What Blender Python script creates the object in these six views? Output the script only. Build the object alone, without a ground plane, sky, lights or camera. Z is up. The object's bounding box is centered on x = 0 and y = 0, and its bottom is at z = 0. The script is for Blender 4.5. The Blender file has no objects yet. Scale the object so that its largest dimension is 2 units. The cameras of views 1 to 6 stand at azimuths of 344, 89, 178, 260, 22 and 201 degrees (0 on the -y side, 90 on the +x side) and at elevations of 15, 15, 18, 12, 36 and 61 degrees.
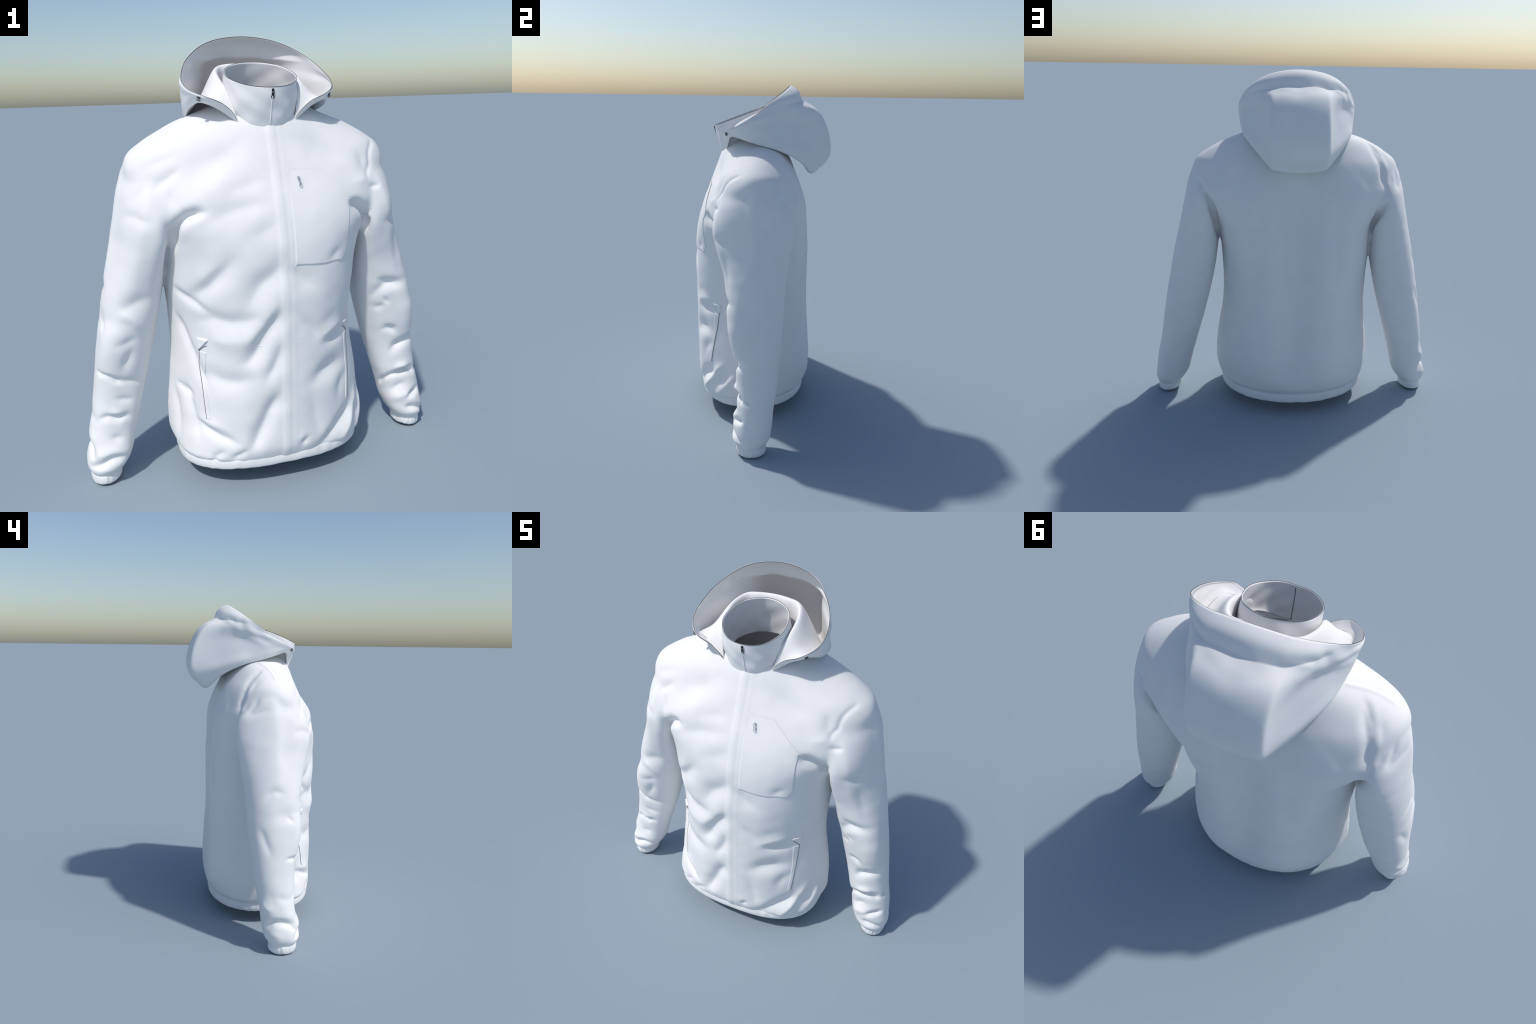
"""White zip-up hooded softshell jacket, standing as if worn by an invisible body."""
import bpy, bmesh, math
import numpy as np
from mathutils import Vector, kdtree
from mathutils.bvhtree import BVHTree

rng = np.random.default_rng(7)

# ------------------------------------------------------------------ helpers
def spline(t, pts, q):
    """Natural-ish cubic (Catmull-Rom, non-uniform tangents) through pts(t), evaluated at q."""
    t = np.asarray(t, float); p = np.asarray(pts, float); q = np.asarray(q, float)
    if p.ndim == 1:
        p = p[:, None]
    m = np.zeros_like(p)
    d = (p[1:] - p[:-1]) / (t[1:] - t[:-1])[:, None]
    h = t[1:] - t[:-1]
    if len(t) > 2:
        m[1:-1] = (d[:-1] * h[1:, None] + d[1:] * h[:-1, None]) / (h[1:] + h[:-1])[:, None]
        m[0] = 1.5 * d[0] - 0.5 * m[1]; m[-1] = 1.5 * d[-1] - 0.5 * m[-2]
    else:
        m[:] = d[0]
    i = np.clip(np.searchsorted(t, q, side="right") - 1, 0, len(t) - 2)
    s = ((q - t[i]) / h[i])[:, None]; hh = h[i][:, None]
    r = ((2*s**3 - 3*s**2 + 1) * p[i] + (s**3 - 2*s**2 + s) * hh * m[i]
         + (-2*s**3 + 3*s**2) * p[i+1] + (s**3 - s**2) * hh * m[i+1])
    return r


def smooth_path(pts, n):
    p = np.asarray(pts, float)
    t = np.concatenate([[0], np.cumsum(np.linalg.norm(np.diff(p, axis=0), axis=1))])
    return spline(t, p, np.linspace(0, t[-1], n))


def new_mesh(name, verts, faces, mat, smooth=True, parent=None):
    me = bpy.data.meshes.new(name)
    me.from_pydata([tuple(v) for v in np.asarray(verts, float)], [], faces)
    me.validate(); me.update()
    if smooth:
        me.polygons.foreach_set("use_smooth", np.ones(len(me.polygons), bool))
    ob = bpy.data.objects.new(name, me)
    bpy.context.scene.collection.objects.link(ob)
    if mat:
        me.materials.append(mat)
    if parent:
        ob.parent = parent
    return ob


def grid_faces(nu, nv, wrap_u=False, flip=False):
    f = []
    for j in range(nv - 1):
        for i in range(nu if wrap_u else nu - 1):
            k = (i + 1) % nu
            q = (j*nu + i, j*nu + k, (j+1)*nu + k, (j+1)*nu + i)
            f.append(q[::-1] if flip else q)
    return f


def tube(name, path, r, mat, parent, sides=8, closed=False):
    """Round cord along a path."""
    p = np.asarray(path, float); n = len(p)
    tan = np.gradient(p, axis=0)
    if closed:
        tan = np.roll(p, -1, 0) - np.roll(p, 1, 0)
    tan /= np.linalg.norm(tan, axis=1)[:, None] + 1e-12
    up = np.array([0.13, 0.21, 0.97]); V = []
    rr = np.broadcast_to(np.asarray(r, float), (n,))
    for c, t, q in zip(p, tan, rr):
        a = np.cross(t, up); a /= np.linalg.norm(a) + 1e-9; b = np.cross(t, a)
        for k in range(sides):
            w = 2*math.pi*k/sides
            V.append(c + q*(math.cos(w)*a + math.sin(w)*b))
    F = grid_faces(sides, n, wrap_u=True)
    if closed:
        F += [((n-1)*sides+k, (n-1)*sides+(k+1) % sides, (k+1) % sides, k) for k in range(sides)]
    else:
        F += [tuple(range(sides))[::-1], tuple((n-1)*sides+k for k in range(sides))]
    return new_mesh(name, V, F, mat, parent=parent)


def loft_rings(rings):
    """Closed solid through rings of equal vertex count (bottom to top)."""
    n = len(rings[0]); V = np.concatenate(rings)
    F = grid_faces(n, len(rings), wrap_u=True)
    F.append(tuple(range(n))[::-1]); F.append(tuple((len(rings)-1)*n + k for k in range(n)))
    return V, F


def apply_mods(ob):
    dg = bpy.context.evaluated_depsgraph_get()
    me = bpy.data.meshes.new_from_object(ob.evaluated_get(dg))
    old = ob.data; ob.modifiers.clear(); ob.data = me; bpy.data.meshes.remove(old)
    return me


def coords(me):
    a = np.empty(len(me.vertices)*3, np.float64); me.vertices.foreach_get("co", a)
    return a.reshape(-1, 3)


def normals(me):
    a = np.empty(len(me.vertices)*3, np.float32); me.vertex_normals.foreach_get("vector", a)
    return a.reshape(-1, 3).astype(float)


def edges_of(me):
    a = np.empty(len(me.edges)*2, np.int32); me.edges.foreach_get("vertices", a)
    return a.reshape(-1, 2)


def relax(co, e, it, lam=0.5):
    n = len(co); deg = np.bincount(e.ravel(), minlength=n)[:, None].astype(float)
    deg[deg == 0] = 1
    for _ in range(it):
        s = np.zeros_like(co)
        for k in range(3):
            s[:, k] = np.bincount(e[:, 0], co[e[:, 1], k], n) + np.bincount(e[:, 1], co[e[:, 0], k], n)
        co = co + lam*(s/deg - co)
    return co


# ------------------------------------------------------------------ materials
def cloth(name, base=(0.80, 0.80, 0.80), rough=0.75, grain=0.02):
    m = bpy.data.materials.new(name); m.use_nodes = True
    nt = m.node_tree; b = nt.nodes["Principled BSDF"]
    tc = nt.nodes.new("ShaderNodeTexCoord")
    no = nt.nodes.new("ShaderNodeTexNoise"); no.inputs["Scale"].default_value = 9; no.inputs["Detail"].default_value = 4
    cr = nt.nodes.new("ShaderNodeValToRGB")
    cr.color_ramp.elements[0].position = .3; cr.color_ramp.elements[1].position = .7
    cr.color_ramp.elements[0].color = (*[c*(1-grain) for c in base], 1)
    cr.color_ramp.elements[1].color = (*[min(1, c*(1+grain)) for c in base], 1)
    nt.links.new(tc.outputs["Object"], no.inputs["Vector"])
    nt.links.new(no.outputs["Fac"], cr.inputs["Fac"])
    nt.links.new(cr.outputs["Color"], b.inputs["Base Color"])
    fine = nt.nodes.new("ShaderNodeTexNoise"); fine.inputs["Scale"].default_value = 420; fine.inputs["Detail"].default_value = 2
    bp = nt.nodes.new("ShaderNodeBump"); bp.inputs["Strength"].default_value = .05; bp.inputs["Distance"].default_value = .0006
    nt.links.new(tc.outputs["Object"], fine.inputs["Vector"])
    nt.links.new(fine.outputs["Fac"], bp.inputs["Height"]); nt.links.new(bp.outputs["Normal"], b.inputs["Normal"])
    b.inputs["Roughness"].default_value = rough
    b.inputs["Specular IOR Level"].default_value = .25
    return m


def plain(name, col, rough=.5, metal=0.):
    m = bpy.data.materials.new(name); m.use_nodes = True
    nt = m.node_tree; b = nt.nodes["Principled BSDF"]
    tc = nt.nodes.new("ShaderNodeTexCoord"); no = nt.nodes.new("ShaderNodeTexNoise"); no.inputs["Scale"].default_value = 60
    mx = nt.nodes.new("ShaderNodeMix"); mx.data_type = 'RGBA'
    mx.inputs[6].default_value = (*col, 1); mx.inputs[7].default_value = (*[c*1.12 for c in col], 1)
    nt.links.new(tc.outputs["Object"], no.inputs["Vector"]); nt.links.new(no.outputs["Fac"], mx.inputs[0])
    nt.links.new(mx.outputs[2], b.inputs["Base Color"])
    b.inputs["Roughness"].default_value = rough; b.inputs["Metallic"].default_value = metal
    return m


WHITE = cloth("white_softshell")
EDGE = plain("dark_binding_and_lines", (.075, .075, .08), .7)  # edge bindings, plus dark lines laid in for pocket gaps and hood crease
METAL = plain("black_zip_metal", (.02, .02, .022), .35, .3)
PLASTIC = plain("grey_plastic_and_shade", (.22, .23, .25), .45)  # cord parts; also the tube that darkens the pocket mouth
STEEL = plain("pale_zip_metal", (.50, .51, .54), .35, .4)

jacket = bpy.data.objects.new("hooded_jacket", None)
bpy.context.scene.collection.objects.link(jacket)
jacket["label"] = "white zip-up hooded softshell jacket with raised collar and pockets"
jacket["category"] = "jacket"

# ------------------------------------------------------------------ cloth folds
def fold(depth, width, *spine):
    """A soft fold: depth < 0 is a valley, > 0 a ridge; spine runs over the cloth, half width in metres."""
    return depth, width, np.array(spine, float)


# spines of the folds the cloth takes, by garment area (right / left as worn)
FOLDS = {}
FOLDS["chest_right"] = [
    fold(-.017, .055, (-.13, -.25, 1.57), (-.21, -.27, 1.50), (-.28, -.27, 1.47), (-.35, -.27, 1.44), (-.41, -.28, 1.38)),
    fold(-.008, .02, (-.41, -.26, 1.45), (-.49, -.24, 1.39)),
    fold(.01, .05, (-.42, -.29, 1.29), (-.32, -.32, 1.34), (-.21, -.31, 1.41), (-.15, -.30, 1.45)),
    fold(-.024, .018, (-.29, -.335, 1.285), (-.37, -.31, 1.27), (-.41, -.28, 1.23), (-.43, -.24, 1.17), (-.44, -.20, 1.10)),
    fold(-.007, .03, (-.05, -.36, 1.31), (-.17, -.35, 1.29), (-.28, -.34, 1.25)),
    fold(-.005, .03, (-.05, -.32, 1.39), (-.14, -.33, 1.38), (-.22, -.33, 1.35)),
    fold(-.004, .02, (-.53, -.19, 1.46), (-.41, -.22, 1.51)),
    fold(-.006, .03, (.00, -.38, 1.23), (-.06, -.39, 1.20), (-.13, -.39, 1.17)),
]
FOLDS["belly_right"] = [
    fold(-.015, .032, (-.39, -.26, .91), (-.31, -.33, .97), (-.27, -.36, 1.02), (-.20, -.38, 1.09)),
    fold(.006, .025, (-.38, -.28, .95), (-.32, -.33, 1.01), (-.25, -.37, 1.08)),
    fold(-.015, .036, (-.16, -.39, .87), (-.10, -.40, .97), (-.06, -.41, 1.00), (.01, -.41, 1.07)),
    fold(-.019, .028, (.00, -.41, .88), (-.05, -.40, .80), (-.09, -.40, .75), (-.115, -.39, .69), (-.15, -.38, .635), (-.21, -.355, .61)),
    fold(.010, .03, (-.20, -.36, .68), (-.15, -.38, .73), (-.09, -.40, .80), (-.03, -.41, .92)),
    fold(-.010, .03, (-.37, -.25, .77), (-.30, -.32, .82), (-.21, -.36, .81), (-.15, -.39, .82), (-.08, -.40, .86)),
    fold(.007, .03, (-.31, -.30, .735), (-.24, -.34, .72), (-.16, -.38, .735)),
    fold(-.008, .018, (-.43, -.18, .93), (-.38, -.26, .89), (-.32, -.31, .85)),
]
FOLDS["skirt_right"] = [
    fold(-.019, .028, (-.17, -.365, .17), (-.11, -.39, .30), (-.07, -.40, .39), (-.01, -.405, .50)),
    fold(-.012, .033, (-.33, -.28, .56), (-.23, -.34, .53), (-.13, -.385, .55)),
    fold(-.010, .022, (-.08, -.40, .54), (-.03, -.40, .64), (-.015, -.40, .70)),
    fold(-.012, .018, (-.37, -.25, .32), (-.29, -.31, .27), (-.22, -.35, .24)),
    fold(.006, .02, (-.37, -.24, .33), (-.27, -.32, .31)),
    fold(-.007, .015, (-.25, -.33, .16), (-.16, -.37, .21)),
    fold(-.006, .015, (-.33, -.27, .14), (-.25, -.33, .21)),
    fold(-.009, .02, (-.43, -.17, .50), (-.40, -.22, .39), (-.36, -.26, .22)),
    fold(-.007, .02, (-.46, -.12, .42), (-.45, -.16, .28), (-.44, -.15, .18)),
    fold(-.011, .02, (-.42, -.15, .78), (-.39, -.21, .66), (-.34, -.27, .52)),
]
FOLDS["skirt_left"] = [
    fold(-.01, .015, (.08, -.39, .18), (.09, -.39, .21), (.11, -.39, .23)),
    fold(.006, .015, (.08, -.39, .25), (.07, -.39, .22)),
    fold(-.016, .025, (.19, -.36, .67), (.25, -.33, .68), (.32, -.28, .69)),
    fold(.006, .02, (.17, -.37, .70), (.25, -.34, .72), (.31, -.29, .72)),
    fold(-.018, .035, (.12, -.39, .48), (.17, -.37, .52), (.23, -.34, .54), (.30, -.30, .54)),
    fold(-.012, .03, (.26, -.33, .37), (.28, -.32, .43), (.32, -.29, .47)),
    fold(-.018, .028, (.16, -.36, .15), (.23, -.34, .21), (.29, -.31, .26), (.36, -.26, .29)),
    fold(.01, .02, (.28, -.31, .16), (.34, -.28, .24), (.37, -.25, .31), (.40, -.22, .35)),
    fold(.01, .02, (.38, -.24, .16), (.42, -.20, .22), (.45, -.15, .30)),
    fold(-.006, .02, (.38, -.24, .23), (.42, -.20, .32)),
    fold(-.008, .03, (.16, -.37, .21), (.14, -.38, .34), (.12, -.39, .44)),
    fold(-.006, .03, (.04, -.41, 1.02), (.11, -.40, .95), (.15, -.40, .93)),
    fold(-.006, .02, (.08, -.40, .81), (.15, -.38, .71)),
    fold(-.006, .03, (.02, -.41, 1.03), (.08, -.41, .99), (.14, -.40, .94)),
    fold(.004, .03, (.03, -.41, .93), (.07, -.41, .88)),
    fold(-.006, .03, (.17, -.38, .76), (.25, -.34, .79)),
]
FOLDS["chest_left"] = [
    fold(-.012, .045, (.09, -.26, 1.56), (.19, -.26, 1.53), (.31, -.27, 1.47), (.39, -.27, 1.41)),
    fold(-.008, .02, (.42, -.24, 1.47), (.44, -.25, 1.41)),
    fold(-.016, .02, (.33, -.33, 1.27), (.39, -.30, 1.24), (.43, -.26, 1.21)),
    fold(.006, .02, (.38, -.30, 1.36), (.44, -.27, 1.37)),
    fold(-.01, .02, (.23, -.38, 1.05), (.27, -.36, 1.08)),
]
FOLDS["sleeve_right"] = [
    fold(-.006, .02, (-.58, -.21, 1.27), (-.55, -.24, 1.25), (-.51, -.25, 1.24)),
    fold(-.01, .03, (-.67, -.15, .85), (-.60, -.19, .89), (-.53, -.18, .91)),
    fold(.006, .02, (-.66, -.16, .85), (-.62, -.18, .81), (-.59, -.17, .77)),
    fold(-.006, .02, (-.70, -.15, .70), (-.65, -.17, .71), (-.61, -.17, .73)),
    fold(-.008, .012, (-.78, -.07, .55), (-.73, -.12, .55), (-.69, -.14, .50)),
    fold(-.008, .02, (-.68, -.15, .57), (-.66, -.16, .61), (-.63, -.17, .67)),
    fold(-.005, .015, (-.74, -.08, .80), (-.71, -.13, .75)),
    fold(-.006, .015, (-.73, -.13, .44), (-.64, -.12, .41)),
    fold(-.006, .02, (-.62, -.16, 1.26), (-.58, -.22, 1.27)),
    fold(-.006, .02, (-.73, .03, .90), (-.73, -.01, .94), (-.72, -.07, .93)),
    fold(-.006, .03, (-.75, -.04, .80), (-.64, -.17, .80)),
    fold(-.006, .015, (-.75, -.11, .54), (-.38, -.24, .43)),
    fold(-.006, .02, (-.75, .06, .71), (-.79, .02, .60)),
]
FOLDS["cuff_end_right"] = [
    fold(-.014, .016, (-.80, -.10, .32), (-.76, -.13, .35), (-.72, -.14, .34), (-.68, -.13, .34), (-.66, -.12, .31)),
    fold(.008, .018, (-.79, -.11, .35), (-.72, -.14, .36), (-.67, -.13, .34)),
    fold(.006, .025, (-.85, -.07, .23), (-.81, -.12, .24)),
    fold(-.007, .015, (-.76, -.14, .24), (-.73, -.14, .24), (-.70, -.13, .23)),
    fold(-.008, .012, (-.85, -.10, .17), (-.83, -.13, .14)),
    fold(.01, .025, (-.84, -.11, .18), (-.79, -.15, .16), (-.74, -.15, .17), (-.69, -.12, .14)),
    fold(-.018, .018, (-.85, -.11, .10), (-.81, -.15, .12), (-.76, -.16, .15), (-.70, -.14, .14)),
    fold(.006, .025, (-.86, -.08, .12), (-.85, -.11, .10)),
    fold(-.016, .018, (-.81, .04, .16), (-.85, .01, .20), (-.86, -.05, .20), (-.83, -.12, .17)),
    fold(-.008, .03, (-.82, .02, .36), (-.84, -.01, .29)),
    fold(.008, .02, (-.78, .06, .31), (-.81, .04, .28), (-.84, .01, .27)),
    fold(-.007, .02, (-.83, -.03, .34), (-.81, -.09, .32)),
    fold(.006, .02, (-.83, .03, .13), (-.85, -.00, .13), (-.87, -.04, .12)),
]
FOLDS["sleeve_left"] = [
    fold(-.01, .02, (.54, -.24, 1.17), (.60, -.21, 1.17), (.63, -.17, 1.19)),
    fold(-.006, .012, (.45, -.28, 1.33), (.52, -.24, 1.33)),
    fold(-.01, .02, (.56, -.18, .86), (.65, -.17, .83)),
    fold(.002, .02, (.58, -.17, .78), (.65, -.17, .81)),
    fold(-.006, .015, (.60, -.15, .62), (.68, -.14, .55)),
    fold(-.004, .012, (.58, -.17, .77), (.62, -.17, .73)),
    fold(-.005, .015, (.54, -.13, .69), (.60, -.17, .73)),
    fold(-.005, .015, (.59, -.13, .58), (.67, -.15, .60)),
    fold(-.008, .02, (.53, -.14, .76), (.59, -.18, .84), (.68, -.15, .84)),
    fold(-.01, .015, (.66, -.13, .47), (.72, -.12, .51), (.78, -.07, .54)),
    fold(-.005, .025, (.61, -.20, 1.08), (.65, -.17, .92)),
]
FOLDS["cuff_end_left"] = [
    fold(-.012, .02, (.65, -.13, .45), (.70, -.13, .50), (.77, -.09, .52)),
    fold(-.016, .014, (.67, -.12, .32), (.72, -.13, .33), (.77, -.12, .33), (.81, -.09, .30)),
    fold(.01, .016, (.66, -.12, .34), (.72, -.13, .37), (.77, -.12, .35)),
    fold(-.006, .015, (.67, -.10, .21), (.72, -.13, .26), (.76, -.13, .25)),
    fold(-.012, .014, (.75, -.14, .18), (.79, -.13, .20), (.84, -.09, .21)),
    fold(-.016, .014, (.73, -.14, .14), (.77, -.15, .13), (.81, -.14, .12), (.86, -.08, .08)),
    fold(-.01, .012, (.83, -.04, .32), (.81, -.09, .32)),
    fold(-.01, .012, (.86, -.06, .19), (.85, -.08, .19)),
    fold(-.008, .015, (.64, -.15, .60), (.67, -.14, .57)),
    fold(.008, .022, (.68, -.11, .17), (.73, -.14, .20), (.80, -.13, .17)),
    fold(-.012, .012, (.64, -.04, .24), (.64, -.09, .29), (.67, -.12, .32), (.72, -.13, .34), (.80, -.10, .33)),
    fold(-.01, .012, (.74, -.14, .18), (.78, -.13, .20), (.83, -.09, .21)),
    fold(.006, .02, (.68, -.11, .19), (.73, -.13, .21)),
]
FOLDS["armhole"] = [
    fold(-.019, .013, (.53, .16, 1.36), (.50, .165, 1.30), (.48, .14, 1.23), (.468, .08, 1.15), (.46, .03, 1.09)),
    fold(-.019, .013, (-.53, .15, 1.31), (-.50, .155, 1.25), (-.475, .125, 1.20), (-.46, .07, 1.14), (-.46, .02, 1.08)),
    fold(-.017, .016, (.33, -.325, 1.285), (.40, -.29, 1.25), (.44, -.25, 1.19), (.45, -.20, 1.10)),
    fold(-0.0065, 0.017, (-.53, .17, 1.31), (-.50, .16, 1.39), (-.49, .12, 1.47), (-.47, .07, 1.55), (-.39, .00, 1.62)),
    fold(-0.0065, 0.017, (-.57, .14, 1.35), (-.58, .09, 1.40), (-.57, .04, 1.47)),
    fold(-0.0046, 0.02, (-.59, .11, 1.36), (-.62, .01, 1.39)),
    fold(-0.0039, 0.02, (-.59, -.18, 1.32), (-.53, -.22, 1.39)),
    fold(-0.0043, 0.013, (.45, -.27, 1.36), (.46, -.25, 1.40), (.48, -.23, 1.43), (.48, -.22, 1.45), (.54, -.12, 1.53)),
    fold(-0.0078, 0.019, (-.41, .04, 1.59), (-.45, .09, 1.54), (-.48, .13, 1.46), (-.49, .15, 1.40)),
    fold(0.0052, 0.019, (-.44, .01, 1.59), (-.47, .07, 1.54), (-.50, .12, 1.45)),
    fold(-0.0039, 0.017, (-.49, .03, 1.56), (-.52, .09, 1.47)),
    fold(-0.0065, 0.017, (-.55, .09, 1.44), (-.54, .14, 1.38), (-.50, .17, 1.32), (-.48, .13, 1.21)),
    fold(-0.0104, 0.018, (-.51, .16, 1.27), (-.50, .15, 1.23), (-.47, .12, 1.20), (-.46, .06, 1.14)),
    fold(-0.013, 0.015, (.56, .10, 1.42), (.53, .16, 1.35), (.49, .16, 1.29), (.48, .14, 1.23), (.47, .07, 1.15)),
    fold(-0.0108, 0.018, (.46, .02, 1.06), (.49, .10, 1.15)),
    fold(-0.0039, 0.017, (-.46, -.26, 1.38), (-.44, -.28, 1.35), (-.43, -.29, 1.29)),
]
FOLDS["back"] = [
    fold(-.009, .035, (.21, .28, 1.34), (.22, .28, 1.10), (.23, .27, .80)),
    fold(-.009, .035, (-.21, .28, 1.34), (-.22, .28, 1.10), (-.23, .27, .80)),
    fold(-.006, .03, (.18, .28, 1.09), (.21, .26, .91), (.27, .21, .73)),
    fold(-.006, .03, (.37, .13, .92), (.41, .04, .69)),
    fold(-.005, .03, (-.37, .20, 1.42), (-.42, .20, 1.36)),
    fold(.003, .008, (-.32, .01, 1.68), (-.42, -.04, 1.61), (-.53, -.06, 1.55)),
    fold(-.005, .04, (-.17, .27, .75), (-.16, .28, .53), (-.14, .30, .30)),
]

FOLDS["hood"] = [
    fold(-.008, .025, (.132, .198, 1.910), (.095, .246, 1.898), (.048, .244, 1.907)),
    fold(-.008, .022, (-.023, .221, 1.922), (-.080, .229, 1.908), (-.135, .204, 1.905)),
    fold(.01, .03, (.012, .236, 1.914), (.006, .316, 1.879)),
    fold(.006, .03, (.116, .275, 1.884), (.006, .316, 1.879), (-.102, .278, 1.886)),
    fold(-0.0062, 0.017, (-.222, .132, 1.908), (-.220, .198, 1.860), (-.216, .230, 1.820)),
    fold(-0.0062, 0.015, (-.270, .072, 1.881), (-.279, .091, 1.821)),
    fold(0.0043, 0.015, (-.249, .087, 1.912), (-.251, .148, 1.849)),
    fold(-0.0074, 0.017, (-.215, .123, 1.929), (-.248, .124, 1.874), (-.260, .131, 1.827)),
    fold(-0.0074, 0.017, (-.260, .076, 1.901), (-.295, .054, 1.831), (-.314, .018, 1.793)),
    fold(0.005, 0.015, (-.238, .104, 1.910), (-.274, .092, 1.850)),
    fold(0.0056, 0.015, (-.301, .015, 1.857), (-.326, -.014, 1.781)),
    fold(-0.0037, 0.015, (-.325, -.036, 1.815), (-.332, -.051, 1.763)),
    fold(-0.0037, 0.015, (-.330, -.074, 1.806), (-.329, -.093, 1.756)),
    fold(-0.0043, 0.015, (-.125, .195, 1.917), (-.237, .150, 1.870), (-.274, .100, 1.819), (-.327, -.017, 1.758), (-.327, -.062, 1.725)),
    fold(.006, .03, (.088, .244, 1.901), (.149, .314, 1.858)),
    fold(-.005, .04, (.302, .043, 1.808), (.274, .116, 1.772)),
]


def relax_line(p, it=6):
    p = p.copy()
    for _ in range(it):
        p[1:-1] = .5*p[1:-1] + .25*(p[:-2] + p[2:])
    return p


def apply_folds(co, no, folds, gain=1.0):
    tree = kdtree.KDTree(len(co))
    for i, p in enumerate(co):
        tree.insert(p, i)
    tree.balance()
    disp = np.zeros(len(co))
    for depth, w, spine in folds:
        w = w + .5*max(0., w - .012)
        length = np.linalg.norm(np.diff(spine, axis=0), axis=1).sum()
        depth = depth*np.clip(length/(4.5*w), .3, 1)      # short folds stay shallow
        m = max(8, int(length/(w*.16)))
        if w > .02 and length < .3:                         # let the fold run out softly at both ends
            spine = np.vstack([spine[:1] + .4*(spine[:1] - spine[1:2]), spine, spine[-1:] + .4*(spine[-1:] - spine[-2:-1])])
        path = smooth_path(spine, m)
        idx = [tree.find(p)[1] for p in path]
        pts, pn = relax_line(co[idx]), no[idx]
        t = np.linspace(0, 1, m)
        amp = np.clip(np.minimum(t, 1-t)*length/min(.46*length, 3.2*w) + .04, 0, 1); amp = amp*amp*(3-2*amp)
        lo, hi = pts.min(0) - 2.6*w, pts.max(0) + 2.6*w
        near = np.where(np.all((co > lo) & (co < hi), axis=1))[0]
        if not len(near):
            continue
        d2 = ((co[near, None, :] - pts[None])**2).sum(2)
        dmin = d2.min(1)
        g = np.exp(-(d2 - dmin[:, None])/(w*w*.5)); gs = g.sum(1)
        nn = (g @ pn)/gs[:, None]
        face = np.clip(((no[near]*nn).sum(1) - .1)/.3, 0, 1)
        disp[near] += gain*depth*(g @ amp)/gs*np.exp(-(dmin/(w*w))**.85)*face
    return disp


# ------------------------------------------------------------------ body: torso + sleeves
def sup(c, n):
    return np.sign(c)*np.abs(c)**(2.0/n)

# height, half width, front y, back y, flatness front, flatness back, spine hollow, side sharpness (0 round .. 1 lens)
TORSO = np.array([
    (.090, .434, -.362, .274, 2.60, 2.08, .000, 0.), (.132, .440, -.370, .285, 2.65, 2.12, .000, 0.),
    (.156, .456, -.381, .304, 2.70, 2.15, .003, .0),
    (.182, .470, -.391, .318, 2.75, 2.25, .010, .3), (.300, .482, -.399, .331, 2.75, 2.95, .036, .9),
    (.450, .468, -.405, .328, 2.70, 2.95, .050, 1.), (.600, .447, -.406, .323, 2.65, 2.95, .062, 1.),
    (.750, .442, -.408, .320, 2.65, 2.95, .074, 1.), (.900, .448, -.412, .320, 2.50, 2.95, .084, .8),
    (1.05, .454, -.407, .319, 2.50, 2.95, .090, .5), (1.12, .458, -.401, .312, 2.60, 2.50, .090, .2),
    (1.19, .476, -.389, .304, 2.75, 2.65, .086, 0.), (1.26, .540, -.371, .292, 2.60, 2.55, .076, 0.),
    (1.33, .588, -.348, .278, 2.35, 2.45, .062, 0.), (1.40, .594, -.320, .256, 2.20, 2.30, .044, 0.),
    (1.46, .598, -.298, .231, 2.05, 2.20, .024, 0.), (1.51, .576, -.279, .207, 1.95, 2.12, .010, 0.),
    (1.55, .523, -.264, .186, 1.85, 2.03, .000, 0.), (1.59, .456, -.250, .163, 1.75, 2.00, .000, 0.),
    (1.62, .392, -.238, .145, 1.75, 2.00, .000, 0.), (1.65, .316, -.226, .128, 1.75, 2.00, .000, 0.),
    (1.68, .245, -.210, .110, 1.80, 2.00, .000, 0.), (1.71, .170, -.190, .090, 1.9, 2.00, .000, 0.)])
# height, outer x, inner x, front y, back y
SLEEVE = np.array([
    (.030, .852, .730, -.122, .022), (.058, .858, .722, -.130, .028), (.078, .872, .704, -.150, .044),
    (.100, .875, .686, -.158, .056), (.130, .871, .668, -.156, .061), (.160, .866, .655, -.150, .066), (.240, .855, .635, -.134, .072), (.360, .830, .602, -.136, .090),
    (.500, .806, .562, -.140, .108), (.650, .784, .522, -.170, .118), (.800, .756, .488, -.190, .127),
    (.950, .727, .464, -.207, .138), (1.10, .692, .452, -.240, .162), (1.25, .658, .430, -.262, .180),
    (1.36, .634, .380, -.235, .165), (1.45, .606, .360, -.180, .110)])


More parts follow.
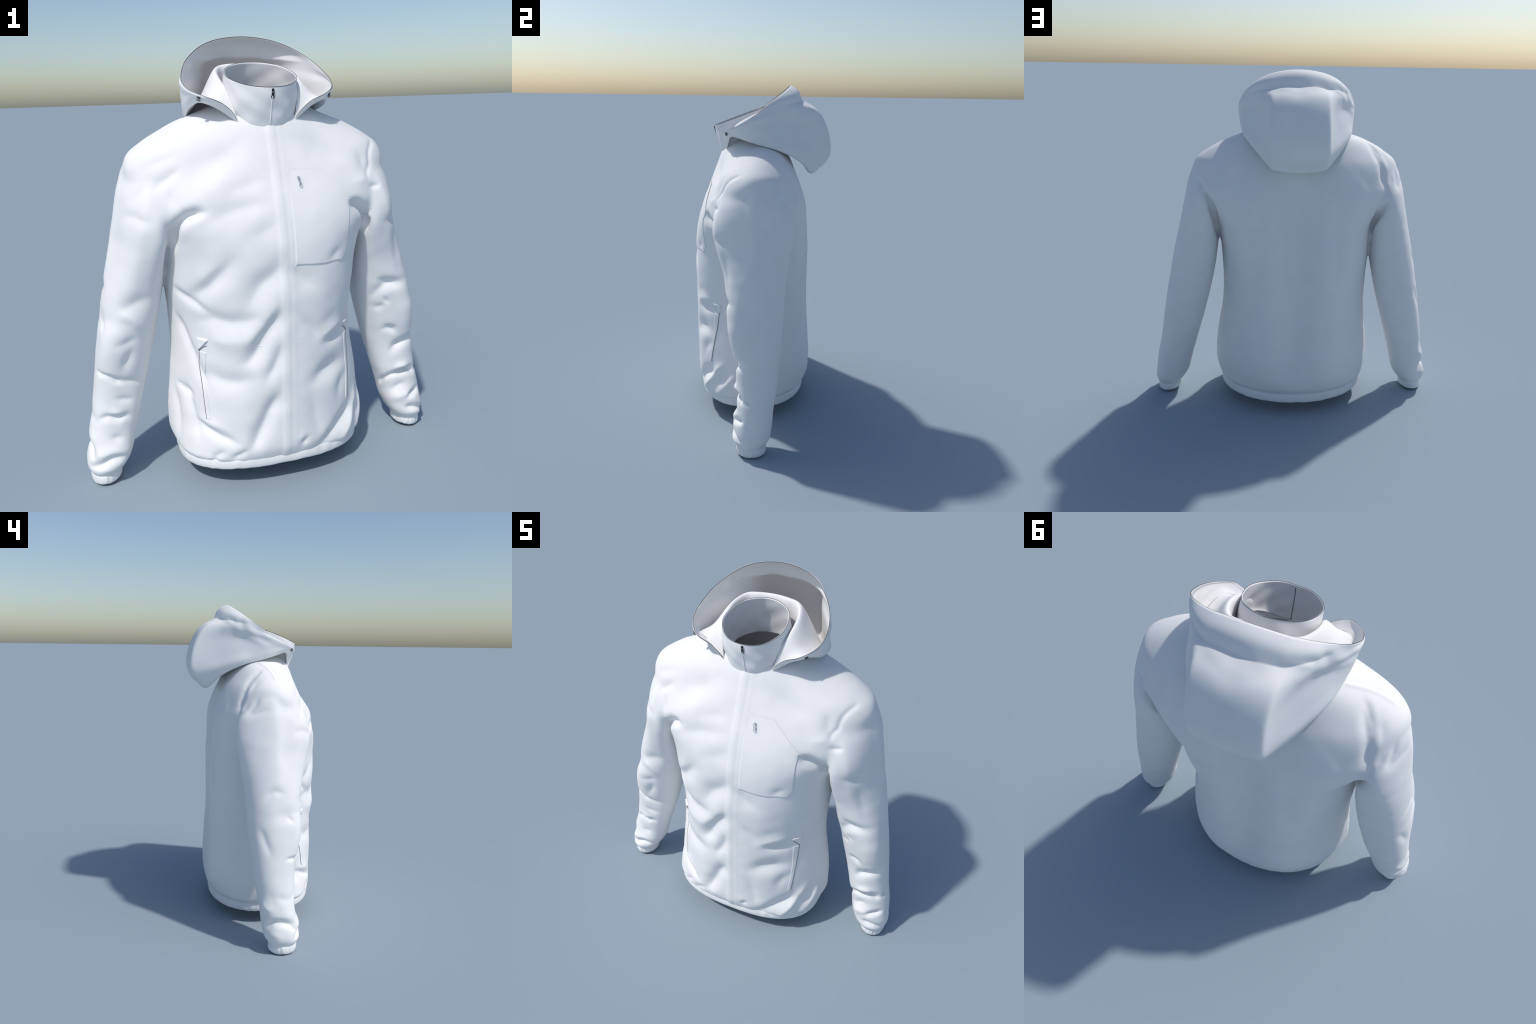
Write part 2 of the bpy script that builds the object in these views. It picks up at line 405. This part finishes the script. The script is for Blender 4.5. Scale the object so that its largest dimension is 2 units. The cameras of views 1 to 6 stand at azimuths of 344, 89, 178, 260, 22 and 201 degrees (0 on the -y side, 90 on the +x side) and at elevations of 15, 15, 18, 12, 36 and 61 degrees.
def torso_rings():
    n = 256; th = np.linspace(0, 2*math.pi, n, endpoint=False)
    zs = np.concatenate([np.linspace(.09, .2, 16), np.linspace(.22, 1.5, 56), np.linspace(1.51, 1.71, 24)])
    T = spline(TORSO[:, 0], TORSO[:, 1:], zs); R = []
    for z, (a, yf, yb, kf, kb, hollow, lens) in zip(zs, T):
        yc = np.interp(z, [1.45, 1.55, 1.65], [-.055, -.040, -.022])
        sway = np.interp(z, [.45, .75, .95, 1.15], [0, 1, 1, 0])     # the body is turned a little
        c, s = np.cos(th), np.sin(th)
        p = np.where(s < 0, kf, kb)
        x = a*sup(c, 2.4)
        drop = (1 - np.clip(np.abs(x/a), 0, 1)**p)**((1-lens)/p + lens*np.where(s < 0, np.interp(z, [.75, .95], [.78, .60]), .90))
        y = np.where(s < 0, yc + (yf - yc)*drop, yc + (yb - yc)*drop)
        y = y - np.where(s > 0, hollow*np.exp(-(x/np.interp(z, [.9, 1.3], [.108, .122]))**2), 0)
        y = y - np.where(s > 0, .035*sway*x, .022*np.interp(z, [.1, .3, .8, 1.0], [0, 1, 1, 0])*x); x = x - .009*sway
        R.append(np.stack([x, y, np.full(n, z)], 1))
    return R


def sleeve_rings(side):
    n = 72; th = np.linspace(0, 2*math.pi, n, endpoint=False)
    zs = np.linspace(.03, 1.45, 70)
    T = spline(SLEEVE[:, 0], SLEEVE[:, 1:], zs); R = []
    for z, (xo, xi, yf, yb) in zip(zs, T):
        dy = -.012*max(0, 1 - z/.8) if side < 0 else 0
        c, s = np.cos(th), np.sin(th)
        hb = (yb-yf)/2
        k = np.where(c < 0, np.interp(z, [.2, .6, 1.0], [2.3, 2.7, 3.0]), np.interp(z, [.2, .6, 1.0], [2.15, 2.05, 1.85]))
        x = (xo+xi)/2 + (xo-xi)/2*sup(c, k); y = (yf+yb)/2 + hb*sup(s, k) + dy
        twist = np.interp(z, [.35, .70, .95, 1.15, 1.35], [0, -.052, 0, .080, .050])    # front ridge runs from armpit to outer elbow
        y = y + np.where(s < 0, twist*c*np.clip(-2*s, 0, 1), -.016*np.interp(z, [.9, 1.15, 1.35], [0, 1, .5])*np.clip(c, 0, 1)*np.clip(2*s, 0, 1))
        R.append(np.stack([side*x, y, np.full(n, z)], 1))
    return [r[::-1] for r in R] if side < 0 else R


V = []; F = []
for rings in (torso_rings(), sleeve_rings(1), sleeve_rings(-1)):
    v, f = loft_rings(rings); o = sum(len(x) for x in V)
    V.append(v); F += [tuple(i+o for i in q) for q in f]
body = new_mesh("body_shell", np.concatenate(V), F, WHITE)
md = body.modifiers.new("r", 'REMESH'); md.mode = 'VOXEL'; md.voxel_size = .0050; md.use_smooth_shade = True
apply_mods(body)
me = body.data
crisp = relax(coords(me), edges_of(me), 9); full_ = relax(crisp, edges_of(me), 35)
wz = np.clip((crisp[:, 2] - .20)/.15, 0, 1)[:, None]              # hem and cuffs keep their tight shapes
me.vertices.foreach_set("co", (wz*full_ + (1-wz)*crisp).astype(np.float32).ravel())
me.update()

base_co = coords(me); base_no = normals(me)
disp = apply_folds(base_co, base_no, [f for k, area in FOLDS.items() if k != "hood" for f in area], 1.45)
step = lambda t: 1/(1 + np.exp(-t))
front = np.clip((-base_no[:, 1] - .4)/.2, 0, 1)*(base_co[:, 2] > .1)
disp += .0042*front*(step((base_co[:, 0] + .013)/.0028) - step((base_co[:, 0] - .020)/.0028))      # placket over the zip
disp += .0016*front*(step((base_co[:, 0] - .020)/.004) - step((base_co[:, 0] - .052)/.004))
for _ in range(14):          # faint unevenness of the cloth
    k = rng.normal(size=3); k *= rng.uniform(35, 95)/np.linalg.norm(k)
    disp += .00014*np.sin(base_co @ k + rng.uniform(0, 6.28))
me.vertices.foreach_set("co", relax(base_co + disp[:, None]*base_no, edges_of(me), 2, .45).astype(np.float32).ravel())
me.update()
co = coords(me)
bvh = BVHTree.FromPolygons([tuple(v) for v in co], [tuple(p.vertices) for p in me.polygons])


def on_front(x, z):
    """Point and normal of the jacket's front surface at (x, z)."""
    hit, n, _, _ = bvh.ray_cast(Vector((x, -2, z)), Vector((0, 1, 0)))
    return np.array(hit), np.array(n)


def on_back(x, z):
    hit, n, _, _ = bvh.ray_cast(Vector((x, 2, z)), Vector((0, -1, 0)))
    return np.array(hit), np.array(n)

# ---- cut the openings: hem, cuffs, neck
NECK = lambda p: (p[:, 0]/.156)**2 + ((p[:, 1] + .084)/.158)**2
co = coords(me)
drop_v = ((np.abs(co[:, 0]) < .56) & (co[:, 2] < .122)) | ((np.abs(co[:, 0]) > .56) & (co[:, 2] < .047)) | ((co[:, 2] > 1.52) & (NECK(co) < 1))
bm = bmesh.new(); bm.from_mesh(me); bm.verts.ensure_lookup_table()
bmesh.ops.delete(bm, geom=[bm.verts[i] for i in np.where(drop_v)[0]], context='VERTS')
bm.to_mesh(me); bm.free(); me.update()

# ---- separate sleeves along the armhole, keep whole-body normals
co = coords(me); no = normals(me)
def armhole(p):
    """>0 on the sleeve side of the armhole seam"""
    x = np.abs(p[:, 0]); z = p[:, 2]
    seam = np.interp(z, [0, 1.0, 1.1, 1.2, 1.35, 1.5, 1.6], [.50, .475, .462, .44, .44, .475, .50])
    return x - seam

nf = len(me.polygons); side = np.zeros(nf, int)
cen = np.empty(nf*3); me.polygons.foreach_get("center", cen); cen = cen.reshape(-1, 3)
mask = armhole(cen) > 0
# below the armpit only the part outside the torso section belongs to the sleeve
side[mask & (cen[:, 0] > 0)] = 1; side[mask & (cen[:, 0] < 0)] = 2
low = cen[:, 2] < 1.05
if low.any():
    a = spline(TORSO[:, 0], TORSO[:, 1:], np.clip(cen[:, 2], .09, 1.7))
    xin = spline(SLEEVE[:, 0], SLEEVE[:, 1:], np.clip(cen[:, 2], .03, 1.45))
    mid = (a[:, 0] + xin[:, 1])/2
    side[low & (np.abs(cen[:, 0]) <= mid)] = 0
    side[low & (cen[:, 0] > mid)] = 1; side[low & (cen[:, 0] < -mid)] = 2
polys = np.empty(nf*4, np.int32)
fv = [tuple(p.vertices) for p in me.polygons]
side[(side == 0) & (cen[:, 1] < -.2) & (cen[:, 0] > -.014) & (cen[:, 0] < .021)] = 3
for name, k in (("torso", 0), ("sleeve", 1), ("sleeve", 2), ("placket", 3)):
    idx = np.where(side == k)[0]
    fs = [fv[i] for i in idx]
    used = np.unique(np.concatenate([np.array(f) for f in fs])); remap = -np.ones(len(co), int); remap[used] = np.arange(len(used))
    ob = new_mesh(name, co[used], [tuple(remap[list(f)]) for f in fs], WHITE, parent=jacket)
    ob.data.normals_split_custom_set_from_vertices([tuple(v) for v in no[used]])
bpy.data.objects.remove(body)

# ------------------------------------------------------------------ hem band and cuffs
def band(name, a, yf, yb, yc, z_of, h, r, k, gathers, seed, cx=0., side=1):
    """Gathered elastic band: puckered tube-like strip, open in the middle."""
    g = np.random.default_rng(seed); n = 420; th = np.linspace(0, 2*math.pi, n, endpoint=False)
    wob = sum(g.uniform(.3, 1)*np.sin(th*q + g.uniform(0, 6.28)) for q in gathers)
    wob /= np.abs(wob).max()
    prof = np.array([(-.55, 1.05), (-.1, 1.0), (.45, .75), (.75, .3), (.8, -.05), (.62, -.45), (.1, -.72), (-.5, -.6), (-.75, .0), (-.8, .8)])
    prof = smooth_path(prof, 26)
    V = []
    for ro, zz in prof:
        c, s = np.cos(th), np.sin(th)
        b = np.where(s < 0, yc - yf, yb - yc)
        k_ = np.where(s < 0, k[0], k[1]) if isinstance(k, tuple) else k
        d = r*ro + .28*r*wob*np.clip(ro+.5, 0, 1)
        x = (a + d)*sup(c, k_); y = yc + (b + d)*sup(s, k_)
        z = z_of(th) + h*.5*zz + .05*h*wob*(zz < .6)
        V.append(np.stack([cx + side*x, y, z], 1))
    return new_mesh(name, np.concatenate(V), grid_faces(n, len(prof), wrap_u=True, flip=side > 0), WHITE, parent=jacket)


hem = band("hem_band", .441, -.371, .282, -.055, lambda t: .111 - .016*np.sin(t), .064, .009, (2.6, 2.1), (9, 14, 23, 31, 47), 3)
for s in (1, -1):
    c = band("cuff", .064, -.126 + (-.012 if s < 0 else 0), .026 + (-.012 if s < 0 else 0), -.050 + (-.012 if s < 0 else 0), lambda t: .033 - .006*np.cos(t), .060, .009, 2.0, (5, 8, 13, 19), 11+s, cx=s*.790, side=s)

# ------------------------------------------------------------------ collar
def collar_point(th, v):
    """th 0 = front zip, pi = back; v 0 base .. 1 top"""
    c, s = np.cos(th), np.sin(th)
    yb0, yt0 = (-.246, .078), (-.288, .012)
    bx, tx = .158, .153
    y_base = (yb0[0]+yb0[1])/2 - (yb0[1]-yb0[0])/2*c
    y_top = (yt0[0]+yt0[1])/2 - (yt0[1]-yt0[0])/2*c
    z_base = 1.612 + .075*(1-c)/2 + .0*s*s
    z_top = 1.762 + .114*(1-c)/2
    k = 2.15
    x = (bx*(1-v) + tx*v)*sup(s, k)
    bulge = .006*np.sin(math.pi*v)
    y = y_base*(1-v) + y_top*v - bulge*c
    x = x*(1 + .03*np.sin(math.pi*v))
    z = z_base*(1-v) + z_top*v
    crinkle = .0022*np.sin(5*th + 2.5*v) * np.sin(3.3*v*math.pi + 2*th) + .0016*np.sin(9*th - 6*v)*(1-v)
    x = x*(1 + crinkle/.15); y = y - crinkle*c
    return np.stack([x, y, z], -1)


n = 160; th = np.linspace(0, 2*math.pi, n, endpoint=False)
vs = np.linspace(-.05, 1, 34)
V = np.concatenate([collar_point(th, np.full(n, v)) for v in vs])
collar = new_mesh("collar", V, grid_faces(n, len(vs), wrap_u=True), WHITE, parent=jacket)
sm = collar.modifiers.new("s", 'SOLIDIFY'); sm.thickness = .0035; sm.offset = -1
apply_mods(collar)
top = collar_point(th, np.full(n, 1.0)); top[:, 2] += .0005
zip_line = np.array([collar_point(np.array([.02]), np.array([v]))[0] for v in np.linspace(.02, .93, 30)])
tube("collar_zip", zip_line + np.array([0, -.0002, 0]), .0024, WHITE, jacket, sides=8)
tube("collar_zip_backing", zip_line + np.array([.001, .0042, .001]), .0014, EDGE, jacket, sides=6)
tube("collar_binding", top, .0011, EDGE, jacket, closed=True)

# ------------------------------------------------------------------ hood
# Half-hood stations from the front tip (0) round to the centre back (10); at each station the
# cloth runs: neck seam > roll beside the collar > bag bottom > belly (4 points) > brim crease > rim
SEAM = [(.126,-.212,1.628),(.140,-.197,1.630),(.150,-.180,1.633),(.158,-.155,1.638),(.165,-.125,1.642),(.168,-.09,1.648),(.168,-.05,1.655),(.162,-.01,1.662),(.135,.045,1.675),(.085,.078,1.685),(0,.09,1.69)]
ROLL  = [(.127,-.213,1.631),(.138,-.203,1.672),(.150,-.190,1.712),(.162,-.170,1.750),(.174,-.140,1.782),(.182,-.105,1.800),(.184,-.06,1.820),(.180,-.02,1.833),(.152,.044,1.856),(.092,.072,1.868),(0,.082,1.872)]
BAG   = [(.129,-.211,1.631),(.162,-.204,1.655),(.200,-.196,1.682),(.245,-.190,1.704),(.282,-.160,1.712),(.310,-.09,1.690),(.306,-.01,1.666),(.292,.078,1.642),(.232,.192,1.588),(.143,.276,1.510),(0,.280,1.497)]
B1    = [(.129,-.212,1.631),(.163,-.208,1.658),(.203,-.205,1.688),(.257,-.204,1.712),(.298,-.165,1.726),(.320,-.092,1.710),(.315,.000,1.684),(.300,.092,1.664),(.234,.226,1.612),(.145,.352,1.535),(0,.361,1.519)]
B2    = [(.129,-.213,1.632),(.161,-.214,1.661),(.202,-.214,1.693),(.260,-.214,1.718),(.306,-.168,1.738),(.325,-.098,1.742),(.318,.005,1.725),(.278,.105,1.720),(.205,.247,1.680),(.150,.407,1.620),(0,.419,1.622)]
B3    = [(.129,-.213,1.632),(.158,-.219,1.664),(.199,-.222,1.697),(.260,-.222,1.723),(.311,-.170,1.748),(.331,-.102,1.765),(.314,.000,1.780),(.258,.100,1.790),(.194,.236,1.775),(.151,.384,1.745),(0,.400,1.745)]
B4    = [(.128,-.213,1.632),(.155,-.223,1.666),(.195,-.227,1.700),(.257,-.228,1.726),(.312,-.172,1.753),(.333,-.105,1.780),(.320,-.006,1.815),(.270,.082,1.842),(.205,.200,1.856),(.150,.303,1.868),(0,.322,1.879)]
CREASE= [(.128,-.213,1.632),(.152,-.225,1.667),(.192,-.230,1.701),(.253,-.231,1.727),(.311,-.172,1.755),(.331,-.106,1.786),(.316,-.015,1.832),(.280,.058,1.868),(.214,.150,1.892),(.145,.212,1.899),(0,.240,1.915)]
RIM  = [(.128,-.213,1.633),(.150,-.226,1.668),(.190,-.232,1.702),(.250,-.233,1.728),(.310,-.174,1.757),(.330,-.107,1.792),(.316,-.023,1.845),(.290,.029,1.884),(.226,.100,1.940),(.138,.150,1.981),(0,.168,1.999)]
BRIM = (.5*np.array(CREASE) + .5*np.array(RIM)).tolist()                # the brim bulges over its crease
BRIM[8], BRIM[9], BRIM[10] = (.226, .134, 1.922), (.144, .196, 1.950), (0, .214, 1.972)
sag = np.array([0, .2, .5, .8, 1, 1, 1, 1, 1, 1, 1])[:, None]*np.array([0, 0, -.014])
SLOPE = (.5*np.array(ROLL) + .5*np.array(BAG) + sag).tolist()          # cloth hanging between roll and bag bottom
SLOPE[8], SLOPE[9], SLOPE[10] = (.196, .098, 1.750), (.118, .160, 1.765), (0, .168, 1.785)
CURVES = np.array([SEAM, ROLL, SLOPE, BAG, B1, B2, B3, B4, CREASE, BRIM, RIM])     # curve, station, xyz
NV = 120
vt = np.array([0, 1.5, 2.25, 3.0, 3.8, 4.9, 5.8, 6.9, 7.7, 8.2, 8.7]); vq = np.linspace(0, vt[-1], NV)


def across(C):
    """Cloth profile at every station; near the front the bag bottom is a sharp fold, at the back it is round."""
    out = []
    for j in range(C.shape[1]):
        soft = spline(vt, C[:, j], vq); sharp = soft.copy(); lowp = vq <= vt[3]
        sharp[lowp] = spline(vt[:4], C[:4, j], vq[lowp]); sharp[~lowp] = spline(vt[3:], C[3:, j], vq[~lowp])
        w = (1, 1, 1, 1, 1, 1, 1, .8, .4, 0, 0)[j]
        prof = w*sharp + (1-w)*soft
        k = len(vt) - 3; brim = vq >= vt[k]; crown = (vq < vt[k]) & (vq >= vt[k-3])
        w = (0, 0, 0, 0, 0, 0, .2, .6, .9, .9, .9)[j]
        prof[brim] = (1-w)*prof[brim] + w*spline(vt[k:], C[k:, j], vq[brim])
        fan = np.clip((vq[crown] - vt[k-3])/(vt[k] - vt[k-3])*2 - .4, 0, 1)[:, None]*w
        prof[crown] = (1-fan)*prof[crown] + fan*spline(vt[k-3:k+1], C[k-3:k+1, j], vq[crown])
        out.append(prof)
    return np.stack(out, 1)    # NV, station, 3


full = across(CURVES)
side_u = np.array([0, .06, .12, .20, .30, .40, .52, .62, .78, 1.0])
qs = np.linspace(0, 1, 90)
panel = np.stack([spline(side_u, full[i, :10], qs) for i in range(NV)])          # right side panel
mirr = panel * np.array([-1, 1, 1])
edge, mid = full[:, 9], full[:, 10]
q = np.linspace(-1, 1, 50)
centre = np.stack([np.stack([edge[i, 0]*q, mid[i, 1] + (edge[i, 1]-mid[i, 1])*q**2, mid[i, 2] + (edge[i, 2]-mid[i, 2])*q**2], 1) for i in range(NV)])
hoodgrid = np.concatenate([panel, centre[:, ::-1][:, 1:-1], mirr[:, ::-1]], 1)   # NV, NU, 3
NU = hoodgrid.shape[1]
hood = new_mesh("hood", hoodgrid.reshape(-1, 3), grid_faces(NU, NV, flip=True), WHITE, parent=jacket)
if "hood" in FOLDS:
    hc, hn = coords(hood.data), normals(hood.data)
    hc = hc + apply_folds(hc, hn, FOLDS["hood"])[:, None]*hn
    hood.data.vertices.foreach_set("co", hc.astype(np.float32).ravel()); hood.data.update()
    hoodgrid = hc.reshape(NV, NU, 3)
    for _ in range(5):              # sewn ridges are soft, not knife edges
        g = hoodgrid.copy()
        g[2:-2, 2:-2] = .5*g[2:-2, 2:-2] + .25*(hoodgrid[2:-2, 1:-3] + hoodgrid[2:-2, 3:-1])
        hoodgrid = g
    hood.data.vertices.foreach_set("co", hoodgrid.astype(np.float32).ravel()); hood.data.update()
hood_rim = hoodgrid[-1].copy()
sm = hood.modifiers.new("s", 'SOLIDIFY'); sm.thickness = .005; sm.offset = 0
apply_mods(hood)
tube("hood_binding", hood_rim, .0017, EDGE, jacket)

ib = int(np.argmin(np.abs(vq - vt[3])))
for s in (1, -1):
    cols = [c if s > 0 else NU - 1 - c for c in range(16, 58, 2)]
    tube("hood_crease_line", relax_line(np.array([hoodgrid[ib, c] + np.array([-s*.004, 0, .0055]) for c in cols])), .0011, EDGE, jacket, sides=6)  # dark tube added along the bag-bottom fold to darken its crease

# ------------------------------------------------------------------ sewn-on pieces of the front
def patch(name, surf, nu, nv, lift, mat=WHITE, where=on_front, edge=.0022, parent=jacket, soft=False):
    """A cloth piece laid on the jacket: surf(u, v) -> (x, z); its rim folds down to the cloth."""
    us = np.concatenate([[0, 0], np.linspace(0, 1, nu), [1, 1]]); vs_ = np.concatenate([[0, 0], np.linspace(0, 1, nv), [1, 1]])
    V = []
    for b, v in enumerate(vs_):
        for a, u in enumerate(us):
            x, z = surf(u, v)
            p, n = where(x, z)
            rim = min(a, b, len(us)-1-a, len(vs_)-1-b)
            lf = lift*(.25 + .75*max(u, 1-v)) if soft else lift
            h = (-.004, lf*.75, lf)[min(rim, 2)]
            if rim < 2:                       # pull the very edge a hair outward so that the side is steep
                cx, cz = surf(.5, .5)
                d = np.array([x-cx, 0, z-cz]); d /= np.linalg.norm(d) + 1e-9
                wide = 4. if soft and (a < 2 or b > len(vs_) - 3) else 1.   # inner and upper edges lie flatter
                p = p + d*edge*wide*(1. if rim == 0 else .4)
                if wide > 1:
                    h = lf*.5 if rim == 1 else -.0008
            V.append(p + n*h)
    ob = new_mesh(name, V, grid_faces(len(us), len(vs_)), mat, parent=parent)
    co_ = coords(ob.data); e_ = edges_of(ob.data)
    return ob


# chest pocket on the wearer's left: straight inner edge, slanted upper corner
def chest(u, v):
    top = np.interp(u, [0, .46, 1], [1.427, 1.424, 1.288]); bot = np.interp(u, [0, .6, .85, 1], [1.046, 1.034, 1.036, 1.030])
    z = bot + (top-bot)*v
    right = np.interp(z, [1.03, 1.07, 1.29, 1.43], [.286, .312, .323, .323])
    return .056 + (right-.056)*u, z
chest_pocket = patch("chest_pocket", chest, 60, 84, .0032, soft=True)

# hand pockets: welt, dark tube added in place of the zip gap, turned-out flap at the top
for s in (1, -1):
    outer = lambda z: s*np.interp(z, [.34, .45, .58, .66, .71], [.338, .343, .347, .348, .348])
    inner = lambda z: s*np.interp(z, [.34, .50, .64, .71], [.322, .330, .324, .318])
    welt = patch("pocket_welt", (lambda u, v: (inner(.345 + .31*v) + (outer(.345 + .31*v) - inner(.345 + .31*v))*u, .345 + .31*v)) if s > 0 else
                 (lambda u, v: (outer(.345 + .31*v) + (inner(.345 + .31*v) - outer(.345 + .31*v))*u, .345 + .31*v)), 8, 70, .0016)
    line = [np.add(*[k*w for k, w in zip(on_front(outer(z), z), (1, .0012))]) for z in np.linspace(.345, .665, 40)]
    tube("pocket_gap_line", line, .0015, EDGE, jacket, sides=6)
    tri = lambda u, v: (s*(.352 - .036*(u if s < 0 else 1-u)*(1-.85*(1-v))), .668 + .048*v) if s > 0 else (s*(.352 - .036*u*(1-.85*(1-v))), .668 + .048*v)
    patch("pocket_flap", tri, 12, 14, .007)
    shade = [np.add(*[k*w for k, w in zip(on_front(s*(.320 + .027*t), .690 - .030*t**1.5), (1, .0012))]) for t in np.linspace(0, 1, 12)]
    tube("pocket_opening_shade", shade, .0016, PLASTIC, jacket, sides=6)  # added grey tube stands in for the shade inside the pocket mouth

# stitched seams: waist seams from hand pocket to placket, back yoke, shoulder seams
def seam(points, where, r=.0014, sink=.0008):
    path = [p - n*sink for p, n in (where(x, z) for x, z in points)]
    tube("seam", relax_line(np.array(path), 3), r, WHITE, jacket, sides=6)

for s in (1, -1):
    seam([(s*x, .703 - .012*math.sin((x-.02)*9)) for x in np.linspace(.022, .312, 70)], on_front)
seam([(x, 1.335 - .06*x*x) for x in np.linspace(-.40, .40, 120)], on_back)

# ------------------------------------------------------------------ zip pulls and cord locks
def box(name, c, size, mat, parent, rot=None, bevel=.3):
    bm = bmesh.new(); bmesh.ops.create_cube(bm, size=1)
    for v in bm.verts:
        v.co = Vector(v.co[i]*size[i] for i in range(3))
    bmesh.ops.bevel(bm, geom=bm.edges[:], offset=min(size)*bevel, segments=2, affect='EDGES')
    me_ = bpy.data.meshes.new(name); bm.to_mesh(me_); bm.free()
    me_.materials.append(mat); ob = bpy.data.objects.new(name, me_); bpy.context.scene.collection.objects.link(ob)
    if rot is not None:
        ob.rotation_euler = rot.to_euler()
    ob.location = c; ob.parent = parent
    return ob


def zip_pull(p, n, mat, length=.034, tilt=.0):
    """Slider block with a hanging flat pull that ends in a ring."""
    n = np.array(n)/np.linalg.norm(n); down = np.array([tilt, 0, -1.0]); down -= n*down.dot(n); down /= np.linalg.norm(down)
    from mathutils import Matrix
    side_ = np.cross(down, n)
    rot = Matrix((side_, n, -down)).transposed()
    slider = box("zip_slider", p + n*.003, (.010, .006, .011), mat, jacket, rot)
    w = .0042
    for k in (-1, 1):
        box("pull_arm", p + n*.0055 + down*length*.30 + side_*k*w, (.0026, .0026, length*.5), mat, jacket, rot)
    box("pull_tab", p + n*.0055 + down*length*.52, (.0105, .0028, .011), mat, jacket, rot)
    c = p + n*.0055 + down*(length*.86); r = .0062
    a = np.linspace(0, 2*math.pi, 28, endpoint=False)
    tube("pull_ring", np.array([c + r*(math.cos(q)*side_ + math.sin(q)*down) for q in a]), .0015, mat, jacket, sides=8, closed=True)


pz = collar_point(np.array([.02]), np.array([.96]))[0]
zip_pull(pz + np.array([.002, -.001, -.004]), np.array([0, -.963, -.27]), METAL, .032)
cp, cn = on_front(.096, 1.395)
zip_pull(cp + cn*.0045, cn, STEEL, .036, .12)

from mathutils import Matrix
iu, iv = int(np.argmin(np.abs(qs - .235))), int(np.argmin(np.abs(vq - 5.6)))
for s in (1, -1):
    col = iu if s > 0 else NU - 1 - iu
    step = 3 if s > 0 else -3
    along = hoodgrid[iv, col + step] - hoodgrid[iv, col - step]; along /= np.linalg.norm(along)
    up_ = hoodgrid[iv + 3, col] - hoodgrid[iv - 3, col]
    nrm = np.cross(along, up_); nrm /= np.linalg.norm(nrm)
    if nrm[0]*s < 0:
        nrm = -nrm
    up_ = np.cross(nrm, along); up_ *= np.sign(up_[2])
    side_ = np.cross(up_, nrm)
    rot = Matrix((side_, up_, nrm)).transposed()
    eye = hoodgrid[iv, col] + nrm*.0040
    lock = hoodgrid[iv - 12, col] + nrm*.009
    box("cord_eyelet", eye, (.017, .007, .004), METAL, jacket, rot, .35)
    box("cord_lock", lock, (.021, .010, .009), PLASTIC, jacket, rot, .35)
    tube("hood_cord", smooth_path([eye, (eye + lock)/2 + nrm*.008, lock], 10), .0018, PLASTIC, jacket, sides=6)
